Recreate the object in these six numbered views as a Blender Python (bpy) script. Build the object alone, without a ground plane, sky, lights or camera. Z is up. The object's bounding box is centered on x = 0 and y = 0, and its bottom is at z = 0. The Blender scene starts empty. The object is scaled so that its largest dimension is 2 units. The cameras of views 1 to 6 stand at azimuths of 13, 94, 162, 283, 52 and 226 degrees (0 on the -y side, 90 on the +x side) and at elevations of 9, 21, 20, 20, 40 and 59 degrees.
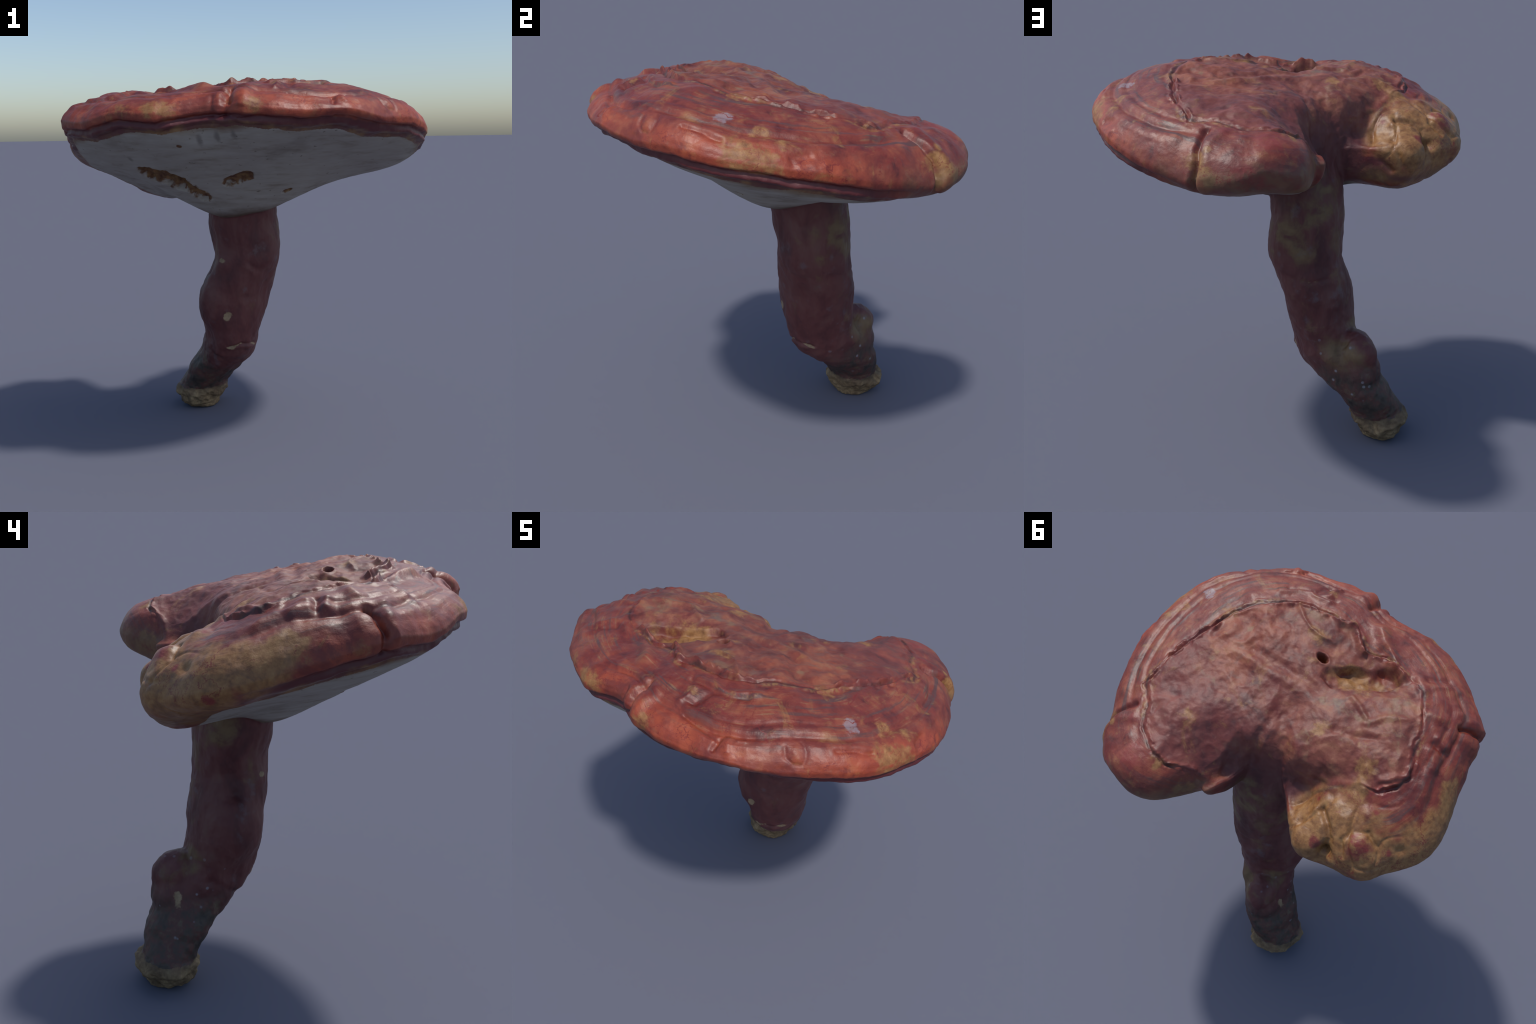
import bpy, bmesh, math
import numpy as np
from mathutils import Vector

# ---------------------------------------------------------------- noise tools
_rng = np.random.default_rng(7)
_PERM = np.concatenate([_rng.permutation(256)] * 3).astype(np.int32)
_G = np.array([(1, 1, 0), (-1, 1, 0), (1, -1, 0), (-1, -1, 0), (1, 0, 1), (-1, 0, 1), (1, 0, -1), (-1, 0, -1),
               (0, 1, 1), (0, -1, 1), (0, 1, -1), (0, -1, -1), (1, 1, 0), (-1, 1, 0), (0, -1, 1), (0, -1, -1)], np.float32)
_GX, _GY, _GZ = [np.ascontiguousarray(_G[np.arange(256) & 15, k]) for k in range(3)]

def gnoise(P, seed=0):
    """gradient noise, about -1..1"""
    P = P + seed * 3.717
    I = np.floor(P); F = (P - I).astype(np.float32)
    U = F * F * F * (F * (F * 6 - 15) + 10)
    I = I.astype(np.int32) & 255
    fx, fy, fz = F.T; ux, uy, uz = U.T
    out = np.zeros(len(P), np.float32)
    for dx in (0, 1):
        hx = _PERM[I[:, 0] + dx]; wx = ux if dx else 1 - ux
        for dy in (0, 1):
            hy = _PERM[hx + I[:, 1] + dy]; wxy = wx * (uy if dy else 1 - uy)
            for dz in (0, 1):
                h = _PERM[hy + I[:, 2] + dz]
                out += wxy * (uz if dz else 1 - uz) * (_GX[h] * (fx - dx) + _GY[h] * (fy - dy) + _GZ[h] * (fz - dz))
    return out.astype(float) * 1.2

def fbm(P, scale, octaves=3, seed=0, rough=0.5):
    out = 0.0; a = 1.0; n = 0.0
    for o in range(octaves):
        out = out + a * gnoise(P * scale * 2.03 ** o + 17.3 * o, seed + o)
        n += a; a *= rough
    return out / n

def ridged(P, scale, octaves=3, seed=0, rough=0.5):
    out = 0.0; a = 1.0; n = 0.0
    for o in range(octaves):
        out = out + a * (1 - 2 * np.abs(gnoise(P * scale * 2.03 ** o + 9.1 * o, seed + o)))
        n += a; a *= rough
    return out / n

def sstep(a, b, x):
    t = np.clip((x - a) / (b - a), 0, 1)
    return t * t * (3 - 2 * t)

# ---------------------------------------------------------------- cap outline and surfaces
# Polar control of the kidney-shaped cap around AXIS: angle (degrees), rim radius, height of the rim's widest line.
AXIS = np.array([0.05, -0.12])
RIM = np.array([
    (0, 0.945, 1.752), (12, 0.953, 1.719), (24, 0.972, 1.680), (35, 0.981, 1.628), (45, 0.995, 1.598),
    (50, 1.002, 1.574), (56, 1.032, 1.574), (64, 1.054, 1.595), (72, 1.021, 1.638), (78, 0.986, 1.601),
    (83, 0.908, 1.589), (88, 0.705, 1.583), (94, 0.669, 1.587), (100, 0.445, 1.590), (107, 0.425, 1.600),
    (117, 0.400, 1.590), (126, 0.445, 1.580), (131, 0.560, 1.587), (135, 0.745, 1.567), (141, 0.815, 1.550),
    (147, 0.868, 1.549), (154, 0.982, 1.565), (162, 1.001, 1.575), (170, 1.044, 1.612), (178, 1.031, 1.649),
    (188, 0.968, 1.690), (200, 0.938, 1.744), (212, 0.946, 1.796), (224, 0.897, 1.788), (238, 0.834, 1.831),
    (252, 0.776, 1.816), (266, 0.681, 1.847), (280, 0.710, 1.850), (290, 0.746, 1.837), (304, 0.770, 1.825),
    (318, 0.827, 1.833), (332, 0.852, 1.795), (346, 0.906, 1.793)])
RIM[:, 1] *= 1.002
# heights of the upper side at control points (x, y, z)
TOP = np.array([
    (0.251, 0.663, 1.792), (0.410, 0.605, 1.802), (0.480, 0.512, 1.824), (0.600, 0.438, 1.835), (0.616, 0.317, 1.860),
    (0.616, 0.185, 1.875), (0.588, -0.012, 1.920), (0.562, -0.127, 1.934), (0.459, -0.288, 1.984),
    (0.330, -0.400, 1.983), (0.145, -0.466, 1.980), (0.050, -0.260, 1.946), (-0.270, -0.480, 1.925),
    (-0.060, -0.190, 1.930), (-0.350, -0.185, 1.936), (-0.200, -0.360, 1.905), (0.124, -0.712, 1.955),
    (0.300, 0.100, 1.884), (-0.070, 0.100, 1.850), (-0.070, 0.200, 1.845), (0.100, 0.150, 1.872),
    (-0.250, 0.050, 1.880), (-0.100, 0.330, 1.620), (0.250, 0.400, 1.829), (0.080, 0.420, 1.709),
    (0.850, -0.150, 1.896), (0.650, 0.680, 1.815), (0.580, -0.645, 1.916), (0.780, -0.420, 1.944),
    (-0.750, -0.550, 1.911), (-0.500, -0.750, 1.913), (-0.500, -0.450, 1.962), (-0.600, -0.150, 1.915),
    (-0.800, -0.100, 1.862), (-0.850, 0.100, 1.798), (-0.650, 0.300, 1.734), (-0.450, 0.300, 1.662),
    (-0.350, 0.230, 1.625), (-.21, .185, 1.83), (-.38, .08, 1.845), (-.49, -.02, 1.885), (-.005, .22, 1.842), (-.22, .28, 1.60), (-.50, .11, 1.80), (0.900, 0.250, 1.817)])
# heights of the underside
UNDER = np.array([
    (0.03, 0.00, 1.286), (-0.10, 0.02, 1.268), (0.10, 0.02, 1.293), (0.10, -0.40, 1.510), (0.10, -0.78, 1.681),
    (0.50, -0.50, 1.670), (-0.40, -0.40, 1.506), (-0.70, -0.55, 1.630), (0.50, 0.00, 1.490), (0.90, -0.20, 1.630),
    (0.90, 0.20, 1.536), (0.50, 0.40, 1.468), (0.55, 0.75, 1.475), (0.25, 0.60, 1.476), (0.05, 0.40, 1.410),
    (-0.30, 0.10, 1.349), (-0.50, 0.30, 1.336), (-0.85, 0.10, 1.478), (-0.85, -0.20, 1.560), (-0.50, -0.10, 1.452),
    (-0.10, 0.30, 1.500), (-.40, -.70, 1.655)])

def around(t, k, y):
    """periodic cubic through the control angles k (degrees)"""
    kk = np.concatenate([k[-2:] - 360, k, k[:2] + 360]); yy = np.concatenate([y[-2:], y, y[:2]])
    h = np.diff(kk); d = np.diff(yy) / h
    m = np.zeros_like(yy)
    m[1:-1] = (d[:-1] * h[1:] + d[1:] * h[:-1]) / (h[1:] + h[:-1])
    t = np.asarray(t) % 360
    i = np.clip(np.searchsorted(kk, t, 'right') - 1, 1, len(kk) - 3)
    H = h[i]; s = (t - kk[i]) / H
    return ((1 + 2 * s) * (1 - s) ** 2 * yy[i] + s * (1 - s) ** 2 * H * m[i]
            + s * s * (3 - 2 * s) * yy[i + 1] + s * s * (s - 1) * H * m[i + 1])

class Sheet:
    """thin-plate surface through scattered control heights"""
    def __init__(self, pts, lam=1e-3):
        P, z = pts[:, :2], pts[:, 2]; n = len(P)
        A = np.zeros((n + 3, n + 3)); r2 = ((P[:, None] - P[None]) ** 2).sum(-1)
        A[:n, :n] = .5 * r2 * np.log(r2 + 1e-12) + lam * np.eye(n)
        A[:n, n] = 1; A[:n, n + 1:] = P; A[n, :n] = 1; A[n + 1:, :n] = P.T
        self.P, self.w = P, np.linalg.solve(A, np.concatenate([z, [0, 0, 0]]))
    def __call__(self, Q):
        out = self.w[-3] + Q @ self.w[-2:]
        for p, w in zip(self.P, self.w):
            r2 = ((Q - p) ** 2).sum(-1)
            out = out + w * .5 * r2 * np.log(r2 + 1e-12)
        return out

def polar(XY):
    d = XY - AXIS
    th = np.degrees(np.arctan2(d[:, 1], d[:, 0])) % 360
    return th, np.hypot(d[:, 0], d[:, 1]) / around(th, RIM[:, 0], RIM[:, 1])

LEDGE = np.array([(-.60, -.02, 0), (-.55, .00, .0), (-.47, .05, .015), (-.40, .10, .06), (-.32, .155, .13), (-.21, .20, .175), (-.10, .235, .175),
                  (-.02, .255, .15), (.03, .275, .08), (.07, .27, 0)])   # back edge of the disc: x, y, drop behind it

def ledge_drop(Q):
    """how far the ground falls behind the disc's overhanging back edge, next to the stem"""
    yl, k = np.interp(Q[:, 0], LEDGE[:, 0], LEDGE[:, 1]), np.interp(Q[:, 0], LEDGE[:, 0], LEDGE[:, 2])
    s = np.clip(((Q[:, 1] - yl) * .9 + .012) / .05, 0, 1)
    return -k * s * s * (3 - 2 * s)

def cap_mesh(nt=360, nr=44):
    level = TOP.copy(); level[:, 2] -= ledge_drop(TOP[:, :2])
    top, under = Sheet(level), Sheet(UNDER)
    th = np.arange(nt) * 360 / nt; a = np.radians(th)
    rho = np.sin(np.linspace(0, np.pi / 2, nr + 1))[1:]
    r = around(th, RIM[:, 0], RIM[:, 1]); m = around(th, RIM[:, 0], RIM[:, 2])[:, None]
    X = AXIS[0] + r[:, None] * rho * np.cos(a)[:, None]; Y = AXIS[1] + r[:, None] * rho * np.sin(a)[:, None]
    Q = np.stack([X.ravel(), Y.ravel()], -1)
    C = np.maximum((top(Q) + ledge_drop(Q)).reshape(X.shape), m + .02); D = np.minimum(under(Q).reshape(X.shape), m - .02)
    zt = m + (C - m) * np.sqrt(np.maximum(0, 1 - rho ** 6)); zb = m - (m - D) * np.sqrt(np.maximum(0, 1 - rho ** 9))
    T = np.stack([X, Y, zt], -1).reshape(-1, 3); B = np.stack([X, Y, zb], -1)[:, :-1].reshape(-1, 3)
    V = [T, B, [[AXIS[0], AXIS[1], float(top(AXIS[None])[0])], [AXIS[0], AXIS[1], float(under(AXIS[None])[0])]]]
    V = np.concatenate([np.asarray(v, float) for v in V])
    ti = lambda i, j: (i % nt) * nr + j
    bi = lambda i, j: nt * nr + (i % nt) * (nr - 1) + j if j < nr - 1 else ti(i, nr - 1)
    ct, cb = len(V) - 2, len(V) - 1
    F = []
    for i in range(nt):
        F.append((ct, ti(i, 0), ti(i + 1, 0))); F.append((cb, bi(i + 1, 0), bi(i, 0)))
        for j in range(nr - 1):
            F.append((ti(i, j), ti(i, j + 1), ti(i + 1, j + 1), ti(i + 1, j)))
            F.append((bi(i, j), bi(i + 1, j), bi(i + 1, j + 1), bi(i, j + 1)))
    return V, F

# ---------------------------------------------------------------- stem: height, centre x, centre y, radius, ovalness (cos2, sin2)
STEM = np.array([
    (1.74, -.03, .065, .17, 0, 0), (1.66, -.03, .09, .18, 0, 0), (1.55, -.03, .10, .19, 0, 0), (1.45, -.037, .125, .195, 0, 0), (1.35, -.045, .15, .20, 0, .005),
    (1.22, -.049, .172, .199, 0, .010), (1.10, -.036, .190, .193, .007, .008), (1.00, -.036, .192, .192, .002, .002),
    (.90, -.070, .200, .196, .003, .008), (.80, -.104, .208, .194, 0, .018), (.72, -.116, .207, .193, .002, .016),
    (.66, -.122, .212, .190, 0, .01), (.60, -.132, .224, .183, -.005, 0), (.54, -.148, .240, .180, -.008, -.01), (.48, -.166, .270, .186, -.012, -.02), (.42, -.192, .298, .182, -.014, -.028), (.36, -.232, .335, .178, -.008, -.022), (.30, -.285, .370, .172, -.004, -.006), (.24, -.328, .392, .157, -.005, .003), (.18, -.372, .409, .148, .002, .007),
    (.12, -.403, .417, .143, .005, .01), (.07, -.406, .426, .138, -.014, .009), (.03, -.410, .426, .130, -.015, .015),
    (0, -.406, .427, .11, 0, 0)])
STEM[:, 3] -= .003

def stem_mesh(n=72, rows=200):
    o = STEM[::-1]; z = np.linspace(STEM[0, 0], 0, rows); a = np.arange(n) * 2 * np.pi / n
    cx, cy, r, c2, s2 = [np.interp(z, o[:, 0], o[:, k])[:, None] for k in range(1, 6)]
    rad = r + c2 * np.cos(2 * a) + s2 * np.sin(2 * a)
    V = np.stack([cx + rad * np.cos(a), cy + rad * np.sin(a), np.repeat(z[:, None], n, 1)], -1).reshape(-1, 3)
    F = []
    for i in range(rows - 1):
        for j in range(n):
            F.append((i * n + j, (i + 1) * n + j, (i + 1) * n + (j + 1) % n, i * n + (j + 1) % n))
    F.append(tuple(range(n))); F.append(tuple((rows - 1) * n + j for j in reversed(range(n))))
    return V, F

def ball_mesh(c, radii, tilt=0.0, lift=0.0):
    bm = bmesh.new(); bmesh.ops.create_icosphere(bm, subdivisions=4, radius=1)
    V = np.array([v.co[:] for v in bm.verts]) * np.array(radii); F = [tuple(v.index for v in f.verts) for f in bm.faces]; bm.free()
    ca, sa = math.cos(lift), math.sin(lift)
    V = V @ np.array([[ca, 0, -sa], [0, 1, 0], [sa, 0, ca]]).T
    ca, sa = math.cos(tilt), math.sin(tilt)
    V = V @ np.array([[ca, -sa, 0], [sa, ca, 0], [0, 0, 1]]).T
    return V + np.array(c), F

KNOBS = [  # swellings fused with the stem: centre, radii, turn about z
    ((-.245, .40, .505), (.145, .10, .118), 2.09, 0.0),
    ((-.27, .41, .40), (.13, .12, .13), 2.09, 0.0),
]

def fuse(parts, voxel):
    """joins closed shells into one skin with a voxel remesh; returns vertices and quads"""
    V, F, n = [], [], 0
    for v, f in parts:
        V.append(v); F += [tuple(i + n for i in q) for q in f]; n += len(v)
    me = bpy.data.meshes.new("fuse"); me.from_pydata(np.concatenate(V).tolist(), [], F); me.update()
    ob = bpy.data.objects.new("fuse", me); bpy.context.scene.collection.objects.link(ob)
    mod = ob.modifiers.new("r", 'REMESH'); mod.mode = 'VOXEL'; mod.voxel_size = voxel; mod.adaptivity = 0
    dg = bpy.context.evaluated_depsgraph_get(); ev = ob.evaluated_get(dg); em = ev.to_mesh()
    co = np.empty(len(em.vertices) * 3); em.vertices.foreach_get("co", co)
    lt = np.empty(len(em.polygons), int); em.polygons.foreach_get("loop_total", lt)
    li = np.empty(len(em.loops), int); em.loops.foreach_get("vertex_index", li)
    assert (lt == 4).all()
    ev.to_mesh_clear(); bpy.data.objects.remove(ob); bpy.data.meshes.remove(me)
    return co.reshape(-1, 3), li.reshape(-1, 4)

class Skin:
    def __init__(self, V, Q):
        self.V, self.Q = V, Q
        E = np.concatenate([Q[:, [0, 1]], Q[:, [1, 2]], Q[:, [2, 3]], Q[:, [3, 0]]])
        E = np.unique(np.sort(E, 1), axis=0); self.E = E
    def smooth(self, times, w=None):
        """relaxes the skin; with weights w only the part that they touch is worked on"""
        if w is None: w = np.ones(len(self.V))
        m = np.zeros(len(self.V), bool); act = w > .01
        E = self.E[act[self.E].any(1)]; m[E.ravel()] = True
        ids = np.flatnonzero(m); new = np.full(len(m), -1); new[ids] = np.arange(len(ids))
        a, b = new[E].T; n = len(ids); X = self.V[ids]; deg = np.bincount(a, minlength=n) + np.bincount(b, minlength=n)
        k = (w[ids] * act[ids] * .5)[:, None]
        for _ in range(times):
            S = np.stack([np.bincount(a, X[b, c], n) + np.bincount(b, X[a, c], n) for c in range(3)], -1) / deg[:, None]
            X = X + (S - X) * k
        self.V = self.V.copy(); self.V[ids] = X
    def normals(self):
        V, Q = self.V, self.Q
        fn = np.cross(V[Q[:, 2]] - V[Q[:, 0]], V[Q[:, 3]] - V[Q[:, 1]]); n = len(V)
        N = np.stack([sum(np.bincount(Q[:, c], fn[:, k], n) for c in range(4)) for k in range(3)], -1)
        return N / np.maximum(np.linalg.norm(N, axis=1), 1e-12)[:, None]

# ---------------------------------------------------------------- surface relief
# Edge of the wrinkled inner disc (old growth), as points in plan
DISC = np.array([(.575, -.139), (.588, -.012), (.600, .100), (.616, .185), (.616, .317), (.600, .438), (.480, .512), (.410, .605),
                 (.251, .663), (.186, .646), (.124, .576), (.085, .549), (.015, .503), (-.10, .36), (-.30, .22), (-.45, .12),
                 (-.56, .06), (-.637, .03), (-.683, -.05), (-.680, -.125), (-.648, -.176), (-.595, -.238), (-.579, -.308),
                 (-.501, -.397), (-.422, -.479), (-.269, -.496), (-.126, -.489), (-.064, -.455), (-.018, -.465), (.084, -.519),
                 (.150, -.473), (.272, -.439), (.394, -.39), (.464, -.291)])
_da = np.degrees(np.arctan2(DISC[:, 1] - AXIS[1], DISC[:, 0] - AXIS[0])) % 360
_dr = np.hypot(DISC[:, 0] - AXIS[0], DISC[:, 1] - AXIS[1])
_o = np.argsort(_da); DISC_ANGLE, DISC_RADIUS = _da[_o], _dr[_o]
# share of the radius at which the pale pore layer begins on the underside
PORE = np.array([(0, .97), (30, .955), (48, .92), (60, .90), (75, .86), (85, .80), (95, .70), (110, .60), (128, .65), (138, .60), (150, .66),
                 (165, .78), (180, .89), (195, .94), (210, .965), (250, .99), (290, .99), (330, .98)])

def seg_dist(P, line, reach=.15):
    """distance to a polyline (9 where it is out of reach) and the position along it"""
    line = np.asarray(line, float); k = line.shape[1]
    near = ((P > line.min(0) - reach) & (P < line.max(0) + reach)).all(1)
    full = np.full(len(P), 9.0); P = P[near]
    best = np.full(len(P), 9.0); along = np.zeros(len(P)); L = 0.0
    for a, b in zip(line[:-1], line[1:]):
        ab = b - a; n = np.linalg.norm(ab)
        t = np.clip(((P - a) @ ab) / (ab @ ab), 0, 1)
        d = np.linalg.norm(P - (a + t[:, None] * ab), axis=1)
        m = d < best; best[m] = d[m]; along[m] = L + t[m] * n; L += n
    full[near] = best
    return full, along / L

def patchy(fn, w, V, *a):
    """noise worked out only where its weight w counts"""
    out = np.zeros(len(V)); m = w > 1e-3
    if m.any(): out[m] = fn(V[m], *a)
    return out * w

def bell(d, w):
    return np.exp(-(d / w) ** 2)

def stem_gap(V):
    o = STEM[::-1]; z = np.clip(V[:, 2], 0, 1.74)
    cx, cy, r, c2, s2 = [np.interp(z, o[:, 0], o[:, k]) for k in range(1, 6)]
    dx, dy = V[:, 0] - cx, V[:, 1] - cy; a = np.arctan2(dy, dx)
    return np.hypot(dx, dy) - (r + c2 * np.cos(2 * a) + s2 * np.sin(2 * a)), a

def periodic(t, k, y):
    return np.interp(t % 360, np.concatenate([k[-1:] - 360, k, k[:1] + 360]), np.concatenate([y[-1:], y, y[:1]]))

# ridges and furrows of the upper side: plan line, width, height
TOP_LINES = [
    ([(-.02, -.62), (-.12, -.57), (-.20, -.53), (-.275, -.485)], .036, .030), ([(-.23, -.505), (-.285, -.478)], .026, .022), ([(-.36, -.55), (-.43, -.50)], .030, .014),
    ([(.084, -.519), (.02, -.50), (-.018, -.465), (-.065, -.45)], .020, .022), ([(.15, -.473), (.084, -.519)], .020, .014),
    ([(.36, -.39), (.26, -.35), (.20, -.33), (.12, -.35), (.07, -.37)], .010, .010), 
    ([(-.36, -.18), (-.29, -.198), (-.225, -.207)], .014, .013), 
    ([(-.50, -.30), (-.42, -.24), (-.38, -.15)], .018, .010), ([(-.45, -.12), (-.38, -.06), (-.28, -.03)], .020, -.010),
    ([(.35, -.05), (.2, -.08), (.05, -.12), (-.05, -.10)], .030, -.012), ([(.34, .01), (.2, -.02), (.06, -.05)], .025, .009),
    ([(.316, -.66), (.318, -.58)], .018, .014), ([(.36, -.63), (.38, -.56)], .018, -.012), ([(.25, -.56), (.40, -.53), (.50, -.45)], .016, -.012),
    ([(.28, -.53), (.42, -.50), (.52, -.40)], .020, .012), ([(.575, -.64), (.60, -.69)], .007, -.012), ([(.60, -.625), (.64, -.66)], .014, .008), ([(.40, -.70), (.48, -.675), (.57, -.645)], .007, -.007), ([(.64, -.60), (.67, -.575)], .008, .006),
    ([(.56, .56), (.62, .635), (.66, .70), (.68, .74)], .016, -.024), ([(.52, .62), (.585, .68), (.62, .74)], .035, .010),
    ([(-.69, -.50), (-.75, -.555), (-.80, -.60)], .014, -.026), ([(-.66, -.56), (-.73, -.60), (-.78, -.64)], .028, .016), ([(-.70, -.44), (-.78, -.50)], .030, .008),
    ([(.12, -.70), (.125, -.76), (.13, -.88)], .018, -.030), ([(.20, -.71), (.20, -.80), (.20, -.88)], .040, .018), ([(.06, -.77), (.055, -.86)], .014, -.008),
    ([(-.20, -.76), (-.21, -.88)], .030, .007), ([(-.62, -.02), (-.69, -.10), (-.68, -.18)], .015, .012),
    ([(-.74, -.24), (-.69, -.29)], .030, .016), ([(-.70, -.36), (-.65, -.36)], .022, .014), ([(-.72, -.325), (-.66, -.325)], .018, -.012),
    ([(-.80, -.13), (-.74, -.17)], .028, .012), ([(-.56, -.42), (-.62, -.46)], .028, .012), ([(-.45, -.56), (-.52, -.64)], .026, .010), ([(-.40, -.58), (-.45, -.66)], .020, -.008),
    ([(.775, -.455), (.80, -.475), (.83, -.465), (.845, -.43), (.83, -.40), (.80, -.395)], .008, -.005), ([(.81, -.435), (.815, -.43)], .018, .008), ([(.90, -.30), (.925, -.22), (.95, -.15)], .008, -.008), ([(.88, -.29), (.905, -.21), (.93, -.14)], .014, .006),
    ([(.93, .18), (.97, .12)], .012, -.009), ([(.95, .23), (.985, .15)], .014, .007),
]
# swellings and hollows anywhere on the body: centre, reach, height
LUMPS = [
    ((-.16, .04, .97), .10, .014), ((-.20, .06, .74), .12, .014), ((-.10, .06, .52), .10, .012), ((-.03, .0, .85), .10, .010),
    ((.60, -.27, 1.95), .045, .012), ((-.41, .31, 1.58), .07, .008), ((-.56, .40, 1.55), .08, .018), ((-.75, .25, 1.70), .055, .022),
    ((-.52, .13, 1.76), .05, -.020), ((-.632, .36, 1.60), .036, -.055), ((-.63, .38, 1.54), .040, -.030), ((-.70, .36, 1.60), .06, .016), ((-.59, .14, 1.75), .03, -.014), ((-.58, .05, 1.81), .035, .014),
    ((-.69, .12, 1.767), .04, .014), ((-.85, .21, 1.66), .05, .010), ((-.90, .12, 1.70), .025, -.014), ((-.48, .25, 1.68), .03, .018), ((-.44, .33, 1.64), .02, -.014),
    ((.20, .60, 1.55), .06, -.010), ((.40, .80, 1.64), .05, .010), ((.44, .70, 1.77), .03, .010), ((.30, .64, 1.77), .018, -.012),
    ((.14, .10, 1.05), .11, .010), ((-.22, .10, 1.00), .07, -.018), ((-.27, .10, .76), .12, .012), ((-.235, .11, .935), .032, -.024),
    ((-.14, .02, .99), .05, .016), ((-.22, .06, .86), .07, .012), ((-.30, .17, .82), .05, .008), ((.11, .12, .87), .06, -.010),
    ((.07, .33, .87), .08, .010), ((.03, .37, .72), .06, -.010), ((-.02, .13, .44), .08, .014), ((-.26, .12, .53), .07, -.025), ((-.28, .12, 1.18), .05, .008),
    ((-.15, .445, .56), .035, -.016), ((-.09, .43, .50), .05, .010), ((-.40, .33, .46), .06, -.008), ((-.03, .02, 1.15), .10, .006),
]
# creases anywhere on the body: line in space, width, height
CREASES = [
    ([(-.63, .365, 1.61), (-.61, .31, 1.665), (-.56, .265, 1.69), (-.50, .24, 1.70)], .016, -.022),
    ([(-.72, .33, 1.64), (-.67, .28, 1.69), (-.68, .22, 1.72), (-.74, .18, 1.735), (-.81, .19, 1.71)], .012, -.014),
    ([(-.80, .31, 1.62), (-.86, .26, 1.62), (-.90, .18, 1.65)], .010, -.008),
    ([(-.37, .21, 1.66), (-.36, .30, 1.56), (-.42, .37, 1.48)], .016, -.012),
    ([(-.44, .34, 1.62), (-.45, .40, 1.55), (-.48, .42, 1.47)], .014, -.010),
    ([(.66, .70, 1.66), (.67, .71, 1.58), (.63, .68, 1.50)], .016, -.022),
    ([(.12, .60, 1.70), (.06, .56, 1.62), (.03, .54, 1.55)], .014, -.006), ([(.30, .72, 1.72), (.27, .77, 1.62), (.25, .75, 1.54)], .010, -.006),
    ([(-.14, .055, .485), (-.10, .07, .49), (-.056, .084, .514), (-.005, .15, .50), (.02, .20, .484)], .008, -.010),
    ([(-.14, .055, .465), (-.056, .084, .494), (.0, .15, .48), (.02, .20, .464)], .012, .007),
    ([(-.22, .44, .59), (-.15, .445, .56), (-.10, .44, .575)], .012, -.012), ([(-.30, .22, .50), (-.25, .15, .44), (-.17, .10, .37)], .020, -.014),
    ([(.02, .01, 1.0), (.09, .06, .94), (.13, .14, .92)], .025, -.009), ([(.10, .30, .95), (.02, .385, .92), (-.10, .39, .93)], .014, -.005),
    ([(-.20, .05, 1.10), (-.23, .10, 1.04), (-.25, .18, 1.02)], .022, -.008), ([(.05, .33, .80), (-.03, .38, .78), (-.14, .39, .80)], .016, -.006),
]
# worm-eaten hollows of the pore layer: line, half width, depth
HOLLOWS = [
    ([(-.36, -.455, 1.545), (-.30, -.45, 1.525), (-.24, -.41, 1.49)], .080, .040), ([(-.24, -.41, 1.49), (-.19, -.36, 1.455), (-.14, -.30, 1.42)], .050, .030),
    ([(.035, -.395, 1.49), (.085, -.40, 1.51), (.12, -.408, 1.524)], .044, .026), ([(.272, -.16, 1.43), (.288, -.155, 1.437)], .020, .014),
    ([(-.12, -.74, 1.70), (-.11, -.735, 1.70)], .007, .006),
]

def regions(skin):
    """soft weights per vertex: (cap side, stem, pore layer, foot, upper side)"""
    V, N = skin.V, skin.N
    th, rho = polar(V[:, :2]); gap, sa = stem_gap(V)
    z = V[:, 2]; rim = periodic(th, RIM[:, 0], RIM[:, 2])
    wob = .010 * fbm(V, 9, 2, 71)
    back = sstep(.12, .26, V[:, 1])
    stem = (1 - sstep(.006, .020, gap + wob * .4)) * (1 - sstep(1.34 + .24 * back, 1.40 + .26 * back, z + wob))
    stem = np.maximum(stem, 1 - sstep(1.18, 1.21, z))
    edge = periodic(th, PORE[:, 0], PORE[:, 1]) + .8 * wob * (rho > .5)
    pore = (1 - stem) * (rho < edge) * sstep(.25, .15, N[:, 2]) * (z < rim - .086 - 1.2 * wob)
    upper = sstep(-.05, .35, N[:, 2]) * (1 - stem)
    return th, rho, gap, rim, stem, pore, upper

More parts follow.
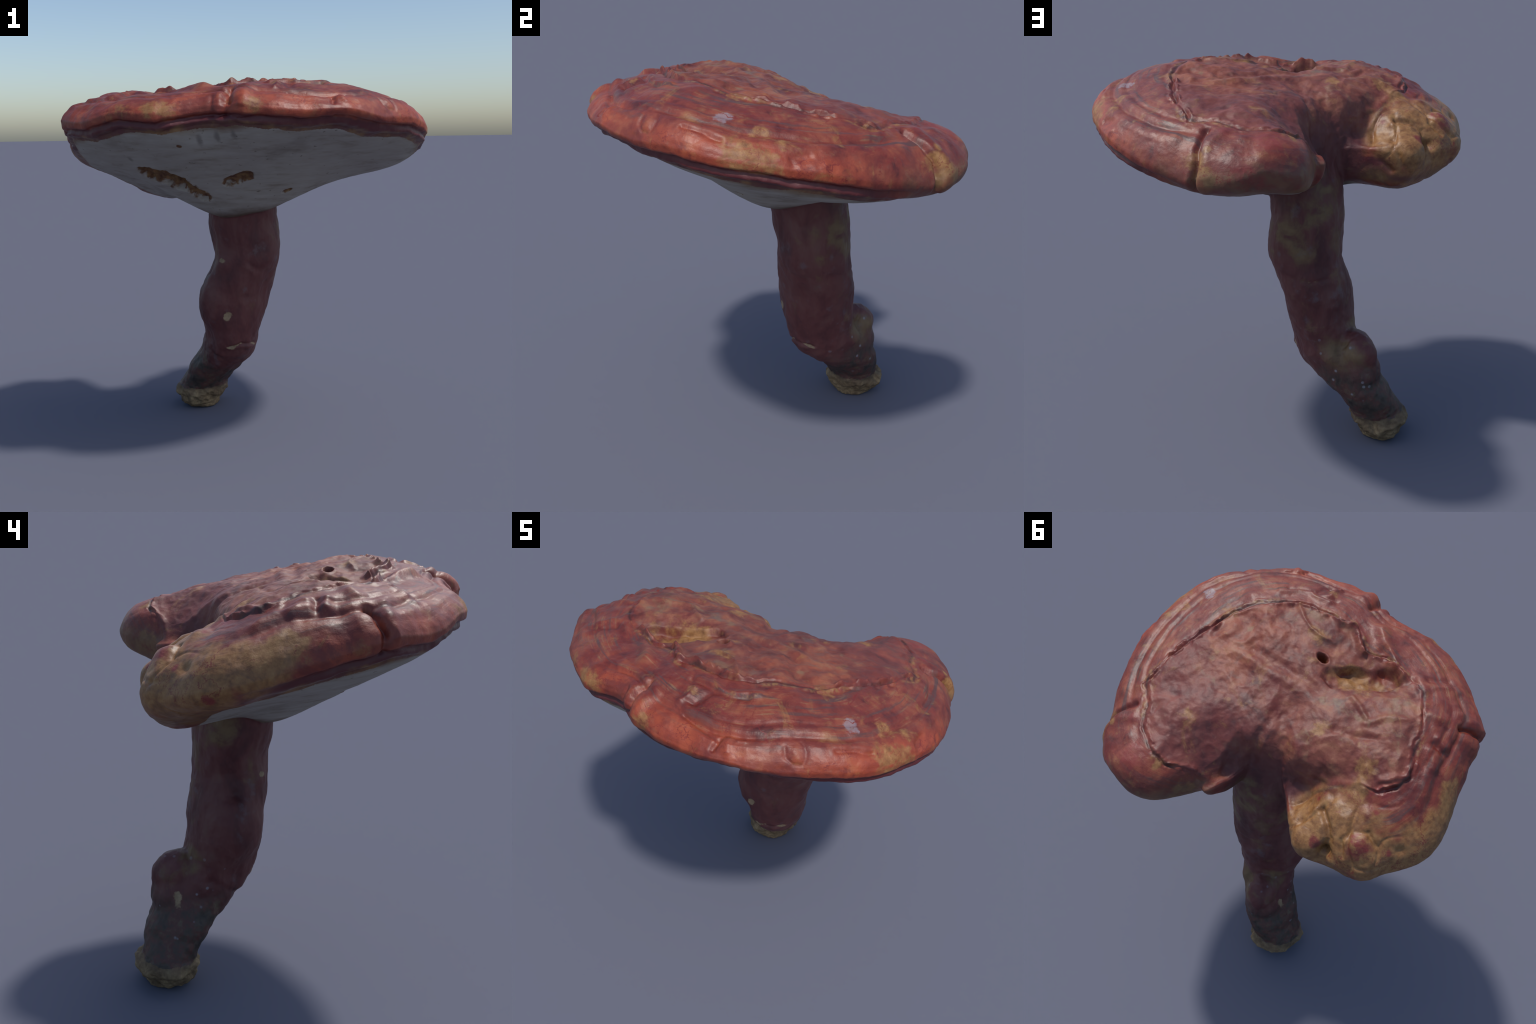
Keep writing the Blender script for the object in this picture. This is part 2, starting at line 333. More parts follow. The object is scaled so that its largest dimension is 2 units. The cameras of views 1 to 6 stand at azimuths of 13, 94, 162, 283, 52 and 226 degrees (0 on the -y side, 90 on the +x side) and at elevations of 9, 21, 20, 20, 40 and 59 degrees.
def add_relief(skin):
    V = skin.V; skin.N = N = skin.normals()
    th, rho, gap, rim, stem, pore, upper = regions(skin)
    XY = V[:, :2]; a = np.radians(th); z = V[:, 2]
    r = np.hypot(XY[:, 0] - AXIS[0], XY[:, 1] - AXIS[1])
    capw = (1 - stem) * (1 - pore)
    # wrinkled inner disc with its torn edge
    wob = .010 * fbm(V, 9, 2, 3) + .009 * fbm(V, 24, 2, 4)
    din = periodic(th, DISC_ANGLE, DISC_RADIUS) + wob - r
    inner = sstep(-.01, .03, din) * upper
    has_edge = sstep(95, 82, th) + sstep(160, 172, th); has_edge = np.clip(has_edge, 0, 1)
    broken = .35 + .65 * sstep(-.22, .22, fbm(V, 5, 2, 8)); torn = .1 + 1.1 * sstep(-.25, .3, fbm(V, 24, 2, 9))
    double = np.clip(sstep(325, 345, th) + sstep(75, 55, th), 0, 1)   # a second lip only along the broad side
    gapw = .010 + .012 * sstep(-.3, .3, fbm(V, 5, 1, 10))
    h = upper * has_edge * broken * (.012 * bell(din - .004, .009) * torn - .013 * bell(din + gapw, .006 + .004 * torn)
                                     + double * (.011 * bell(din + .010 + 1.6 * gapw, .008) * torn - .004 * bell(din + .05, .014)) - (1 - double) * .006 * bell(din + .04, .03))
    h += inner * (.017 * fbm(V, 5.5, 3, 21) + (.0115 * ridged(V * [1, 1, .6] + .03 * np.stack([fbm(V, 5, 1, 22), fbm(V, 5, 1, 23), 0 * rho], -1), 6.2, 3, 31, .42) - .0065) * (.5 + .5 * sstep(-.4, .3, fbm(V, 3, 1, 5))) + .0028 * fbm(V, 30, 2, 41) * sstep(-.15, .35, fbm(V, 4, 1, 42)))
    # outer growth zones: concentric furrows and low swellings
    zone = upper * (1 - sstep(-.06, .0, din)) * sstep(1.0, .96, rho)
    rw = rho + .040 * fbm(V, 2.5, 2, 51); faint = .55 + .45 * sstep(-.2, .25, fbm(V, 3.5, 1, 53))
    front = np.clip(sstep(160, 200, th) + sstep(60, 40, th), 0, 1)
    h += zone * front * (faint * (-.011 * bell(rw - .875, .016) + .006 * bell(rw - .93, .025) - .005 * bell(rw - .80, .012) + .004 * bell(rw - .83, .018))
                         + .0022 * fbm(np.stack([np.cos(a) * 1.6, np.sin(a) * 1.6, rho * 16], -1), 1.6, 3, 52))
    h += capw * (.008 * fbm(V, 5, 2, 61) + .0045 * sstep(.6, .85, rho) * fbm(np.stack([np.cos(a) * 4, np.sin(a) * 4, rho * 1.5], -1), 2.4, 2, 62) + .0022 * fbm(V, 26, 3, 63))
    wob14, wob16 = fbm(V, 14, 2, 77), fbm(V, 16, 2, 78)
    XYw = XY + .020 * np.stack([fbm(V, 8, 2, 79), fbm(V, 8, 2, 80)], -1)
    for line, w, k in TOP_LINES:
        d, _ = seg_dist(XYw, line)
        h += k * bell(d + .35 * w * wob14, w) * np.clip(upper + .6 * capw * (rho > .93) * (z > rim - .05), 0, 1)
    # eaten-out hollow and bore hole
    d, _ = seg_dist(XY, [(-.085, -.225), (-.15, -.31), (-.255, -.415)])
    side = (XY[:, 0] + .16) * .70 + (XY[:, 1] + .31) * -.72   # across the hollow: steep on one side, ramped on the other
    d = d * (1 + 1.2 * np.clip(-side / .08, 0, .5)) + .030 * fbm(V, 9, 3, 81)
    h -= upper * (.047 * sstep(.085, .045, d) * (.80 + .6 * fbm(V, 12, 2, 83)) + .008 * sstep(.14, .06, d))
    d = np.hypot((XY[:, 0] - .046) * .8, (XY[:, 1] + .259) * 1.1) + .010 * fbm(V, 22, 2, 82)
    h += upper * (-.060 * sstep(.028, .016, d) + .008 * bell(d - .034, .012))
    # nodules of the crowded lobe
    lobe = capw * bell(np.linalg.norm(V - [-.62, .24, 1.66], axis=1), .24)
    h += lobe * (.024 * fbm(V, 6, 2, 91) - .012 * bell(fbm(V, 5, 1, 93), .07) + .004 * fbm(V, 18, 2, 92))
    h -= .0045 * upper
    for c, w, k in LUMPS:
        h += k * bell(np.linalg.norm(V - np.array(c), axis=1), w)
    for line, w, k in CREASES:
        d, _ = seg_dist(V, line)
        h += k * bell(d + .4 * w * wob16, w)
    # rolled margin: dark groove under the lacquered roll, a thin lip, then the pore layer
    dz = rim - z + .012 * fbm(np.stack([np.cos(a) * 5, np.sin(a) * 5, 0 * a], -1), 1.3, 3, 95)
    under = (1 - stem) * (rho > .85) * sstep(.25, -.05, N[:, 2]) * np.clip(sstep(175, 200, th) + sstep(52, 38, th), 0, 1)
    knob = .6 + .4 * fbm(V, 20, 2, 96)
    h += under * (-.013 * bell(dz - .045, .010) + .009 * knob * bell(dz - .064, .008) - .005 * bell(dz - .082, .006) + .003 * knob * bell(dz - .028, .010))
    # pore layer: nearly flat, finely streaked, with hollows
    h += pore * (.0035 * fbm(V, 4, 2, 101) + .0010 * fbm(V * [1, 1, 2.5], 22, 2, 102))
    w103, w104 = fbm(V, 30, 2, 103), fbm(V, 30, 2, 104)
    for line, w, k in HOLLOWS:
        d, _ = seg_dist(XY, np.array(line)[:, :2])
        h -= pore * k * sstep(w, w * .55, d + .35 * w * w103) * (.8 + .5 * w104)
    # stem: knotted, with long low ribs; crumbly foot
    foot = sstep(.20, .10, z + .02 * fbm(V, 10, 2, 111))
    bark = sstep(.62, .35, z)
    h += stem * (1 - foot) * (.013 * fbm(V * [1, 1, .8], 6.5, 3, 112) + .0055 * (ridged(V * [1.2, 1.2, .55], 9, 3, 113) - .4) + bark * .004 * fbm(V, 24, 3, 114) + .0012 * fbm(V, 30, 2, 115))
    h += foot * (.022 * fbm(V, 9, 3, 116, .6) + .020 * (ridged(V * [1, 1, 1.8], 11, 4, 117, .6) - .4) + .016 * bell(z - .10, .03) * (1 + fbm(V, 9, 1, 118)))
    side = np.stack([N[:, 0], N[:, 1], N[:, 2] * np.where(z < .05, .3, 1)], -1)
    skin.V = V + side * h[:, None]
    return pore, stem

# ---------------------------------------------------------------- materials
class Nodes:
    """small helper: every call adds a node and returns its output socket"""
    def __init__(self, name):
        self.mat = bpy.data.materials.new(name); self.mat.use_nodes = True
        self.t = self.mat.node_tree; self.t.nodes.clear()
        self.P = self.t.nodes.new("ShaderNodeTexCoord").outputs["Object"]
    def new(self, kind, ins=(), **props):
        n = self.t.nodes.new(kind)
        for k, v in props.items(): setattr(n, k, v)
        for k, v in (ins.items() if isinstance(ins, dict) else enumerate(ins)):
            if v is None: continue
            if isinstance(v, bpy.types.NodeSocket): self.t.links.new(v, n.inputs[k])
            else: n.inputs[k].default_value = v
        return n
    def math(self, op, a, b=None, c=None, clamp=False):
        return self.new("ShaderNodeMath", [a, b, c], operation=op, use_clamp=clamp).outputs[0]
    def add(self, a, b): return self.math('ADD', a, b)
    def sub(self, a, b): return self.math('SUBTRACT', a, b)
    def mul(self, a, b): return self.math('MULTIPLY', a, b)
    def mx(self, a, b): return self.math('MAXIMUM', a, b)
    def inv(self, a): return self.math('SUBTRACT', 1.0, a)
    def step(self, x, a, b, lo=0.0, hi=1.0):
        return self.new("ShaderNodeMapRange", [x, a, b, lo, hi], interpolation_type='SMOOTHSTEP').outputs[0]
    def bell(self, x, c, w):
        d = self.math('DIVIDE', self.sub(x, c), w)
        return self.math('POWER', 2.718, self.mul(self.mul(d, d), -1.0))
    def noise(self, vec, scale, detail=4.0, rough=.55, dist=0.0):
        return self.new("ShaderNodeTexNoise", {"Vector": vec, "Scale": scale, "Detail": detail, "Roughness": rough, "Distortion": dist}).outputs[0]
    def mix(self, f, a, b):
        n = self.t.nodes.new("ShaderNodeMix"); n.data_type = 'RGBA'
        for s, v in ((n.inputs[0], f), (n.inputs[6], a), (n.inputs[7], b)):
            if isinstance(v, bpy.types.NodeSocket): self.t.links.new(v, s)
            else: s.default_value = v if not isinstance(v, tuple) else (*v, 1)
        return n.outputs[2]
    def ramp(self, f, stops):
        n = self.new("ShaderNodeValToRGB", [f]); e = n.color_ramp.elements
        while len(e) < len(stops): e.new(.5)
        for el, (p, c) in zip(e, stops): el.position = p; el.color = (*c, 1)
        return n.outputs[0]
    def xyz(self, v):
        return self.new("ShaderNodeSeparateXYZ", [v]).outputs
    def vec(self, x, y, z):
        return self.new("ShaderNodeCombineXYZ", [x, y, z]).outputs[0]
    def curve(self, f, pts):
        n = self.new("ShaderNodeFloatCurve", [1.0, f]); c = n.mapping.curves[0]
        while len(c.points) < len(pts): c.points.new(.5, .5)
        for p, (x, y) in zip(c.points, pts): p.location = (x, y)
        n.mapping.update(); return n.outputs[0]
    def near(self, c, r, wob=None, soft=.5, squash=(1, 1, 1)):
        """soft blob mask round a point"""
        v = self.new("ShaderNodeVectorMath", [self.P, c], operation='SUBTRACT').outputs[0]
        if squash != (1, 1, 1): v = self.new("ShaderNodeVectorMath", [v, squash], operation='MULTIPLY').outputs[0]
        d = self.new("ShaderNodeVectorMath", [v], operation='LENGTH').outputs["Value"]
        if wob is not None: d = self.add(d, self.mul(wob, r))
        return self.step(d, r, r * (1 - soft))
    def near_line(self, p, q, r, wob=None, soft=.5, flat=False):
        """soft mask round a straight stroke"""
        p, q = np.array(p, float), np.array(q, float)
        if flat: p[2] = q[2] = 0     # seen in plan
        d = q - p; at = self.new("ShaderNodeVectorMath", [self.P, (1, 1, 0)], operation='MULTIPLY').outputs[0] if flat else self.P
        v = self.new("ShaderNodeVectorMath", [at, tuple(p)], operation='SUBTRACT').outputs[0]
        t = self.new("ShaderNodeVectorMath", [v, tuple(d / (d @ d))], operation='DOT_PRODUCT').outputs["Value"]
        t = self.math('MULTIPLY', t, 1.0, clamp=True)
        s = self.new("ShaderNodeVectorMath", {0: tuple(d), "Scale": t}, operation='SCALE').outputs[0]
        e = self.new("ShaderNodeVectorMath", [v, s], operation='DISTANCE').outputs["Value"]
        if wob is not None: e = self.add(e, self.mul(wob, r))
        return self.step(e, r, r * (1 - soft))
    def any(self, masks):
        out = masks[0]
        for m in masks[1:]: out = self.mx(out, m)
        return out
    def finish(self, colour, rough, height=None, bump=.3, spec=.5, coat=0.0):
        b = self.new("ShaderNodeBsdfPrincipled", {"Base Color": colour, "Roughness": rough, "Specular IOR Level": spec, "Coat Weight": coat, "Coat Roughness": .25})
        if height is not None:
            self.t.links.new(self.new("ShaderNodeBump", {"Strength": bump, "Distance": .01, "Height": height}).outputs[0], b.inputs["Normal"])
        o = self.t.nodes.new("ShaderNodeOutputMaterial"); self.t.links.new(b.outputs[0], o.inputs[0])
        return self.mat

def cap_coordinates(n):
    """turn, share of the rim radius, distance inside the disc edge, distance below the rim line"""
    x, y, z = n.xyz(n.P)
    dx, dy = n.sub(x, float(AXIS[0])), n.sub(y, float(AXIS[1]))
    turn = n.add(n.math('DIVIDE', n.math('ARCTAN2', dy, dx), 2 * math.pi), .5)
    r = n.math('SQRT', n.add(n.mul(dx, dx), n.mul(dy, dy)))
    deg = np.arange(0, 361, 9.0)
    at = lambda k, y_: periodic(deg - 180, k, y_)
    R = n.mul(n.curve(turn, list(zip(deg / 360, at(RIM[:, 0], RIM[:, 1]) / 1.2))), 1.2)
    D = n.mul(n.curve(turn, list(zip(deg / 360, at(DISC_ANGLE, DISC_RADIUS) / 1.2))), 1.2)
    M = n.add(n.mul(n.curve(turn, list(zip(deg / 360, (at(RIM[:, 0], RIM[:, 2]) - 1.5) / .5))), .5), 1.5)
    rho = n.math('DIVIDE', r, R)
    ux, uy = n.math('DIVIDE', dx, r), n.math('DIVIDE', dy, r)
    return x, y, z, turn, rho, n.sub(D, r), n.sub(M, z), ux, uy

TAN_MAIN = [((-.58, .30, 1.62), .30), ((-.80, .20, 1.62), .24), ((-.93, .02, 1.65), .20), ((-.92, -.12, 1.70), .15), ((-.88, -.24, 1.77), .09), ((.635, .70, 1.67), .07), ((.63, .74, 1.60), .08), ((.60, .70, 1.72), .04), ((-.15, -.31, 1.89), .10), ((-.23, -.39, 1.89), .07),
            ((-.56, .06, 1.78), .08)]
TAN_SPOTS = [((-.89, -.22, 1.76), .10), ((-.86, -.32, 1.77), .06), ((.635, .69, 1.66), .075), ((.62, .74, 1.60), .07),
             ((.50, .72, 1.71), .05), ((.99, -.06, 1.765), .10), ((1.0, .03, 1.75), .06), ((-.14, -.845, 1.845), .07), ((-.22, -.85, 1.835), .05), ((-.36, -.83, 1.855), .05),
             ((.26, -.82, 1.855), .06), ((.86, -.01, 1.84), .05), ((.90, .08, 1.81), .05), ((.17, -.33, 1.98), .07), ((.31, -.60, 1.94), .035), ((.62, -.12, 1.92), .05),
             ((.10, .62, 1.55), .12), ((.25, .75, 1.52), .10), ((.21, .69, 1.74), .035), ((-.51, -.02, 1.86), .06), ((-.22, .02, 1.89), .06), ((.47, .08, 1.90), .03), ((.46, .13, 1.885), .025),
             ((-.16, -.31, 1.90), .13), ((-.27, -.42, 1.90), .07), ((.046, -.259, 1.91), .035), ((.30, .42, 1.82), .06)]
RED_SPOTS = [((-.75, .26, 1.71), .075), ((-.57, .36, 1.63), .04), ((.33, .72, 1.70), .10), ((.50, .60, 1.74), .06), ((.45, .80, 1.62), .08), ((-.66, .00, 1.80), .06), ((-.87, .16, 1.69), .03), ((-.45, .20, 1.69), .03),
             ((-.62, .05, 1.80), .03), ((-.70, .09, 1.775), .025), ((-.98, .0, 1.60), .03), ((.05, .53, 1.55), .06)]
OLIVE_SPOTS = [((-.10, .37, 1.35), .16), ((-.20, .30, 1.42), .10), ((.12, .28, 1.18), .13), ((.06, .36, 1.29), .13), ((.06, .37, 1.08), .10), ((-.24, .16, 1.26), .10), ((-.15, .47, .50), .14), ((-.26, .30, .60), .10), ((-.07, .38, 1.45), .12), ((.13, .22, 1.05), .05)]
CREAM_STROKES = [((-.10, .015, .70), (-.118, .015, .677), .020), ((-.375, .372, .445), (-.40, .36, .405), .024), ((-.15, .055, .482), (-.10, .07, .487), .009), ((-.10, .07, .487), (-.056, .084, .513), .012),
                 ((-.056, .084, .513), (-.005, .15, .498), .010), ((-.005, .15, .498), (.02, .20, .484), .008), ((-.207, .535, .39), (-.20, .54, .385), .012), ((-.14, .01, 1.02), (-.12, .01, 1.01), .014), ((.02, .385, .925), (-.06, .395, .93), .007)]

def skin_material():
    n = Nodes("lacquered_skin"); P = n.P
    x, y, z, turn, rho, din0, dz0, ux, uy = cap_coordinates(n)
    a = n.noise(P, 3.2, 4, .55); b = n.noise(P, 9.0, 6, .62, .4); c = n.noise(P, 34, 5, .6); w = n.sub(n.noise(P, 16, 4, .65), .5); w2 = n.sub(n.noise(P, 6, 5, .6), .5)
    din = n.add(din0, n.mul(w, .020)); dz = n.add(dz0, n.mul(w, .03))
    ringvec = n.vec(n.mul(ux, 1.6), n.mul(uy, 1.6), n.mul(rho, 22.0))
    bands = n.noise(ringvec, 1.5, 5, .6, .3); fine = n.noise(n.vec(n.mul(ux, 2.5), n.mul(uy, 2.5), n.mul(rho, 60.0)), 1.5, 3, .6)
    # outer zones
    outer = n.ramp(b, [(.32, (.070, .010, .009)), (.44, (.140, .022, .015)), (.56, (.190, .036, .021)), (.70, (.245, .068, .033))])
    outer = n.mix(n.mul(n.step(bands, .52, .66), n.mul(n.step(din, .02, -.06), n.step(rho, 1.0, .9))), outer, (.092, .036, .032))
    roll = n.mul(n.mul(n.step(dz, -.105, -.05), n.step(dz, .05, .02)), n.step(n.sub(y, n.mul(x, .35)), .15, -.02))
    outer = n.mix(n.mul(roll, n.mul(n.step(a, .3, .55), .75)), outer, n.ramp(b, [(.3, (.21, .028, .014)), (.6, (.34, .064, .024)), (.8, (.36, .11, .045))]))
    streak = n.mul(n.mul(n.step(fine, .52, .68), n.step(b, .42, .6)), n.mul(n.step(din, -.04, -.10), n.step(rho, .93, .86)))
    outer = n.mix(n.mul(streak, .5), outer, (.235, .145, .068))
    # wrinkled disc
    disc = n.ramp(b, [(.32, (.066, .011, .008)), (.42, (.130, .027, .018)), (.54, (.188, .050, .031)), (.68, (.250, .095, .050))])
    warm = n.step(n.add(x, n.mul(w2, .5)), .18, .42)
    disc = n.mix(n.mul(warm, .75), disc, n.ramp(b, [(.3, (.115, .018, .010)), (.45, (.215, .046, .024)), (.6, (.280, .085, .040)), (.75, (.30, .14, .062))]))
    disc = n.mix(n.mul(n.step(n.noise(P, 4.2, 6, .62, .5), .54, .68), .75), disc, (.105, .072, .064))
    disc = n.mix(n.mul(n.step(n.noise(P, 7.0, 6, .66, .6), .56, .70), .6), disc, (.205, .130, .068))
    slope = n.step(n.add(y, n.mul(w2, .35)), .08, .30)
    disc = n.mix(n.mul(slope, .75), disc, n.ramp(b, [(.35, (.095, .022, .022)), (.6, (.165, .034, .030)), (.8, (.20, .09, .06))]))
    col = n.mix(n.mul(n.step(din, -.01, .03), n.step(dz, -.02, -.08)), outer, disc)
    # ochre in the torn edge of the disc, dusty tan patches
    has = n.mx(n.step(y, .62, .5), n.step(x, .1, .2))
    torn = n.mul(n.mul(n.bell(din, -.034, .010), n.step(c, .42, .58)), n.mul(has, n.step(dz, -.05, -.09)))
    rift = n.mul(n.mul(n.bell(din, -.016, .009), n.step(n.noise(P, 8, 4, .6), .40, .52)), n.mul(has, n.step(dz, -.05, -.09)))
    col = n.mix(n.mul(rift, .85), col, (.040, .012, .009))
    col = n.mix(n.mul(torn, n.mul(n.step(a, .46, .56), .75)), col, (.24, .125, .045))
    tan_c = n.ramp(c, [(.28, (.140, .055, .018)), (.48, (.240, .110, .036)), (.75, (.330, .176, .066))])
    speck = n.mul(n.step(n.noise(P, 6.5, 8, .74, .8), .55, .68), n.step(dz, .06, .03))
    col = n.mix(n.mul(speck, .6), col, tan_c)
    duff = n.mul(n.step(n.noise(P, 17, 8, .75, .5), .54, .70), n.step(dz, .06, .03))
    col = n.mix(n.mul(duff, .25), col, (.165, .115, .080))
    wt = n.add(n.mul(w2, 3.2), n.mul(n.sub(n.noise(P, 24, 5, .7), .5), 1.6))
    tans = n.any([n.near(p, r, wt, .8) for p, r in TAN_SPOTS])
    tans = n.mul(tans, n.step(n.noise(n.vec(n.mul(x, 11), n.mul(y, 11), n.mul(z, 22)), 1.0, 6, .68, .4), .30, .52))
    col = n.mix(n.mul(tans, .9), col, tan_c)
    big = n.any([n.near(p, r, n.mul(w2, 1.6), .45) for p, r in TAN_MAIN])
    col = n.mix(n.mul(big, n.step(n.noise(P, 12, 6, .62), .26, .40)), col, tan_c)
    murk = n.mul(big, n.step(n.noise(P, 9, 7, .70, .6), .50, .64))
    col = n.mix(n.mul(murk, .4), col, n.ramp(c, [(.3, (.070, .036, .020)), (.7, (.140, .060, .036))]))
    ends = n.mul(n.step(n.add(y, n.mul(w2, .3)), .50, .62), n.step(dz, -.08, -.01))
    col = n.mix(n.mul(ends, .65), col, n.ramp(n.noise(P, 7, 6, .6), [(.32, (.11, .016, .014)), (.42, (.125, .040, .028)), (.50, (.120, .072, .040)), (.70, (.19, .115, .055))]))
    reds = n.any([n.near(p, r, n.mul(w, 1.8), .6) for p, r in RED_SPOTS])
    col = n.mix(n.mul(n.mul(reds, n.step(n.noise(P, 15, 6, .7), .34, .5)), .9), col, n.ramp(b, [(.3, (.12, .014, .014)), (.6, (.21, .030, .026)), (.8, (.24, .07, .045))]))
    deep = n.mul(n.step(n.noise(P, 4.6, 6, .66, .7), .53, .64), n.step(dz, .06, .03))
    col = n.mix(n.mul(deep, n.mul(n.inv(big), .65)), col, n.ramp(c, [(.3, (.085, .010, .010)), (.7, (.150, .024, .020))]))
    # red cracks across the growth zones
    cell = n.new("ShaderNodeTexVoronoi", {"Vector": n.new("ShaderNodeVectorMath", [n.vec(n.mul(ux, 3.2), n.mul(uy, 3.2), n.mul(rho, 4.2)), n.vec(w, w2, w)], operation='ADD').outputs[0], "Scale": 1.25}, feature='DISTANCE_TO_EDGE').outputs[0]
    crack = n.mul(n.step(cell, .016, .006), n.mul(n.step(din, -.02, -.06), n.mul(n.step(a, .42, .5), n.step(dz, .04, .0))))
    col = n.mix(n.mul(crack, .75), col, (.150, .014, .012))
    grey = n.mul(n.near((.811, -.155, 1.881), .042, n.mul(w, 2.0), .35), n.step(cell, .01, .03))
    col = n.mix(n.mul(grey, .5), col, (.26, .26, .30))
    # under the roll: dark lacquer, then brown margin
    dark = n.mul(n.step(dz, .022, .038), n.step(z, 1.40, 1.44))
    brown = n.ramp(n.noise(P, 8, 5, .6), [(.35, (.095, .022, .024)), (.5, (.115, .045, .030)), (.62, (.20, .105, .042)), (.8, (.25, .155, .07))])
    dmix = n.mix(n.step(dz, .055, .075), (.085, .014, .017), brown)
    tanside = n.step(n.sub(y, x), .62, .85)
    lobeside = n.step(y, .40, .52)
    dark = n.mul(dark, n.sub(1.0, n.mul(n.mx(tanside, lobeside), n.step(dz, .13, .09))))
    col = n.mix(dark, col, dmix)
    band = n.mul(n.step(dz, .078, .098), n.mul(n.step(y, .42, .30), n.step(z, 1.40, 1.44)))
    flank = n.step(x, -.35, -.65)
    col = n.mix(n.mul(band, n.mul(n.add(.35, n.mul(flank, .55)), n.step(b, .34, .5))), col, n.ramp(b, [(.3, (.12, .045, .020)), (.6, (.20, .098, .034)), (.8, (.22, .13, .055))]))
    # stem
    sb = n.noise(n.new("ShaderNodeVectorMath", [P, (1, 1, .6)], operation='MULTIPLY').outputs[0], 7, 6, .62, .5)
    st = n.ramp(sb, [(.30, (.062, .016, .018)), (.48, (.105, .029, .028)), (.62, (.125, .046, .041)), (.78, (.125, .070, .052))])
    olive = n.any([n.near(p, r, n.mul(w2, 2.4), .7) for p, r in OLIVE_SPOTS])
    oc = n.ramp(b, [(.3, (.085, .046, .024)), (.6, (.150, .092, .045)), (.8, (.19, .125, .065))])
    st = n.mix(n.mul(n.step(n.noise(P, 4.5, 6, .65, .5), .56, .68), .6), st, oc)
    st = n.mix(n.mul(olive, n.step(b, .36, .54)), st, oc)
    st = n.mix(n.mul(n.step(n.noise(P, 10, 5, .6), .58, .72), .35), st, (.125, .115, .130))
    low = n.step(n.add(z, n.mul(w2, .25)), .52, .34)
    lowc = n.ramp(n.noise(P, 14, 6, .65), [(.32, (.026, .020, .018)), (.46, (.055, .040, .032)), (.56, (.085, .032, .028)), (.68, (.100, .075, .048)), (.8, (.17, .14, .10))])
    facing_red = n.step(n.sub(n.add(y, n.mul(w2, .1)), n.mul(x, .9)), .46, .36)
    st = n.mix(n.mul(low, n.inv(n.mul(facing_red, .9))), st, lowc)
    dots = n.new("ShaderNodeTexVoronoi", {"Vector": P, "Scale": 19.0, "Randomness": 1.0}).outputs[0]
    dot = n.mul(n.step(n.add(dots, n.mul(w, .25)), .20, .10), n.mul(n.step(z, .68, .55), n.step(z, .20, .28)))
    st = n.mix(n.mul(dot, n.mul(n.step(a, .45, .55), .6)), st, (.26, .26, .29))
    cream = n.any([n.near_line(p, q, r, n.mul(w, 2.6), .4) for p, q, r in CREAM_STROKES])
    st = n.mix(n.mul(cream, .9), st, n.ramp(c, [(.3, (.18, .12, .065)), (.7, (.33, .25, .15))]))
    hx, hy = n.sub(x, -.03), n.sub(y, .14)
    hd = n.math('SQRT', n.add(n.mul(hx, hx), n.mul(hy, hy)))
    wall = n.mul(n.step(n.add(hd, n.mul(w2, .12)), .34, .26), n.step(z, 1.78, 1.60))
    is_stem = n.mx(n.step(z, 1.40, 1.34), wall)
    col = n.mix(is_stem, col, st)
    spec = n.sub(.50, n.mul(is_stem, .1))
    rough = n.add(n.add(.40, n.mul(c, .16)), n.mul(n.mx(n.mx(tans, n.step(din, -.01, .03)), n.mul(is_stem, .35)), .10))
    height = n.add(n.add(n.mul(c, .35), n.mul(n.noise(P, 90, 4, .6), .22)), n.mul(n.mul(fine, n.step(rho, .6, .8)), .25))
    return n.finish(col, rough, height, .40, spec)

def pore_material():
    n = Nodes("pale_pores"); P = n.P
    x, y, z, turn, rho, din, dz, ux, uy = cap_coordinates(n)
    w = n.sub(n.noise(P, 14, 4, .6), .5)
    streak = n.noise(n.vec(n.mul(x, 6), n.mul(y, 6), n.mul(z, 40)), 1.0, 6, .6)
    big = n.noise(P, 3.0, 5, .6)
    col = n.ramp(streak, [(.28, (.205, .172, .138)), (.45, (.300, .272, .235)), (.7, (.345, .320, .285))])
    col = n.mix(n.mul(n.step(big, .52, .68), .45), col, (.150, .125, .105))
    col = n.mix(n.mul(n.step(n.noise(P, 40, 3, .5), .67, .74), .6), col, (.085, .060, .042))
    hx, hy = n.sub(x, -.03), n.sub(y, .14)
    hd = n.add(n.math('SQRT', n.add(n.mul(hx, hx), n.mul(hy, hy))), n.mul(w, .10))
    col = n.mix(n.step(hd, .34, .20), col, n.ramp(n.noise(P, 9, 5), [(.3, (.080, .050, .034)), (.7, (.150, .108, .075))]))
    edge = n.step(n.add(rho, n.mul(w, .035)), .915, .96)
    col = n.mix(n.mul(edge, .8), col, n.ramp(n.noise(P, 10, 4), [(.35, (.12, .052, .026)), (.6, (.18, .115, .058)), (.8, (.22, .18, .13))]))
    holes = []
    for line, r, _ in HOLLOWS:
        for p, q in zip(line[:-1], line[1:]):
            holes.append(n.near_line(p, q, r * 1.05, n.mul(w, 1.6), .25, True))
    holes = n.any(holes)
    col = n.mix(holes, col, n.ramp(n.noise(P, 24, 5, .6), [(.3, (.075, .028, .018)), (.5, (.150, .075, .035)), (.65, (.21, .12, .05)), (.8, (.26, .07, .045))]))
    smear = n.any([n.near(p, .05, n.mul(w, 1.2), .8, (2.6, 1, 1)) for p in ((-.015, -.735, 1.70), (.072, -.74, 1.715), (.151, -.755, 1.73), (-.42, -.60, 1.60))])
    col = n.mix(n.mul(smear, .55), col, (.085, .068, .060))
    return n.finish(col, .75, n.add(n.mul(n.noise(P, 120, 3, .6), .3), n.mul(streak, .3)), .25, .3)

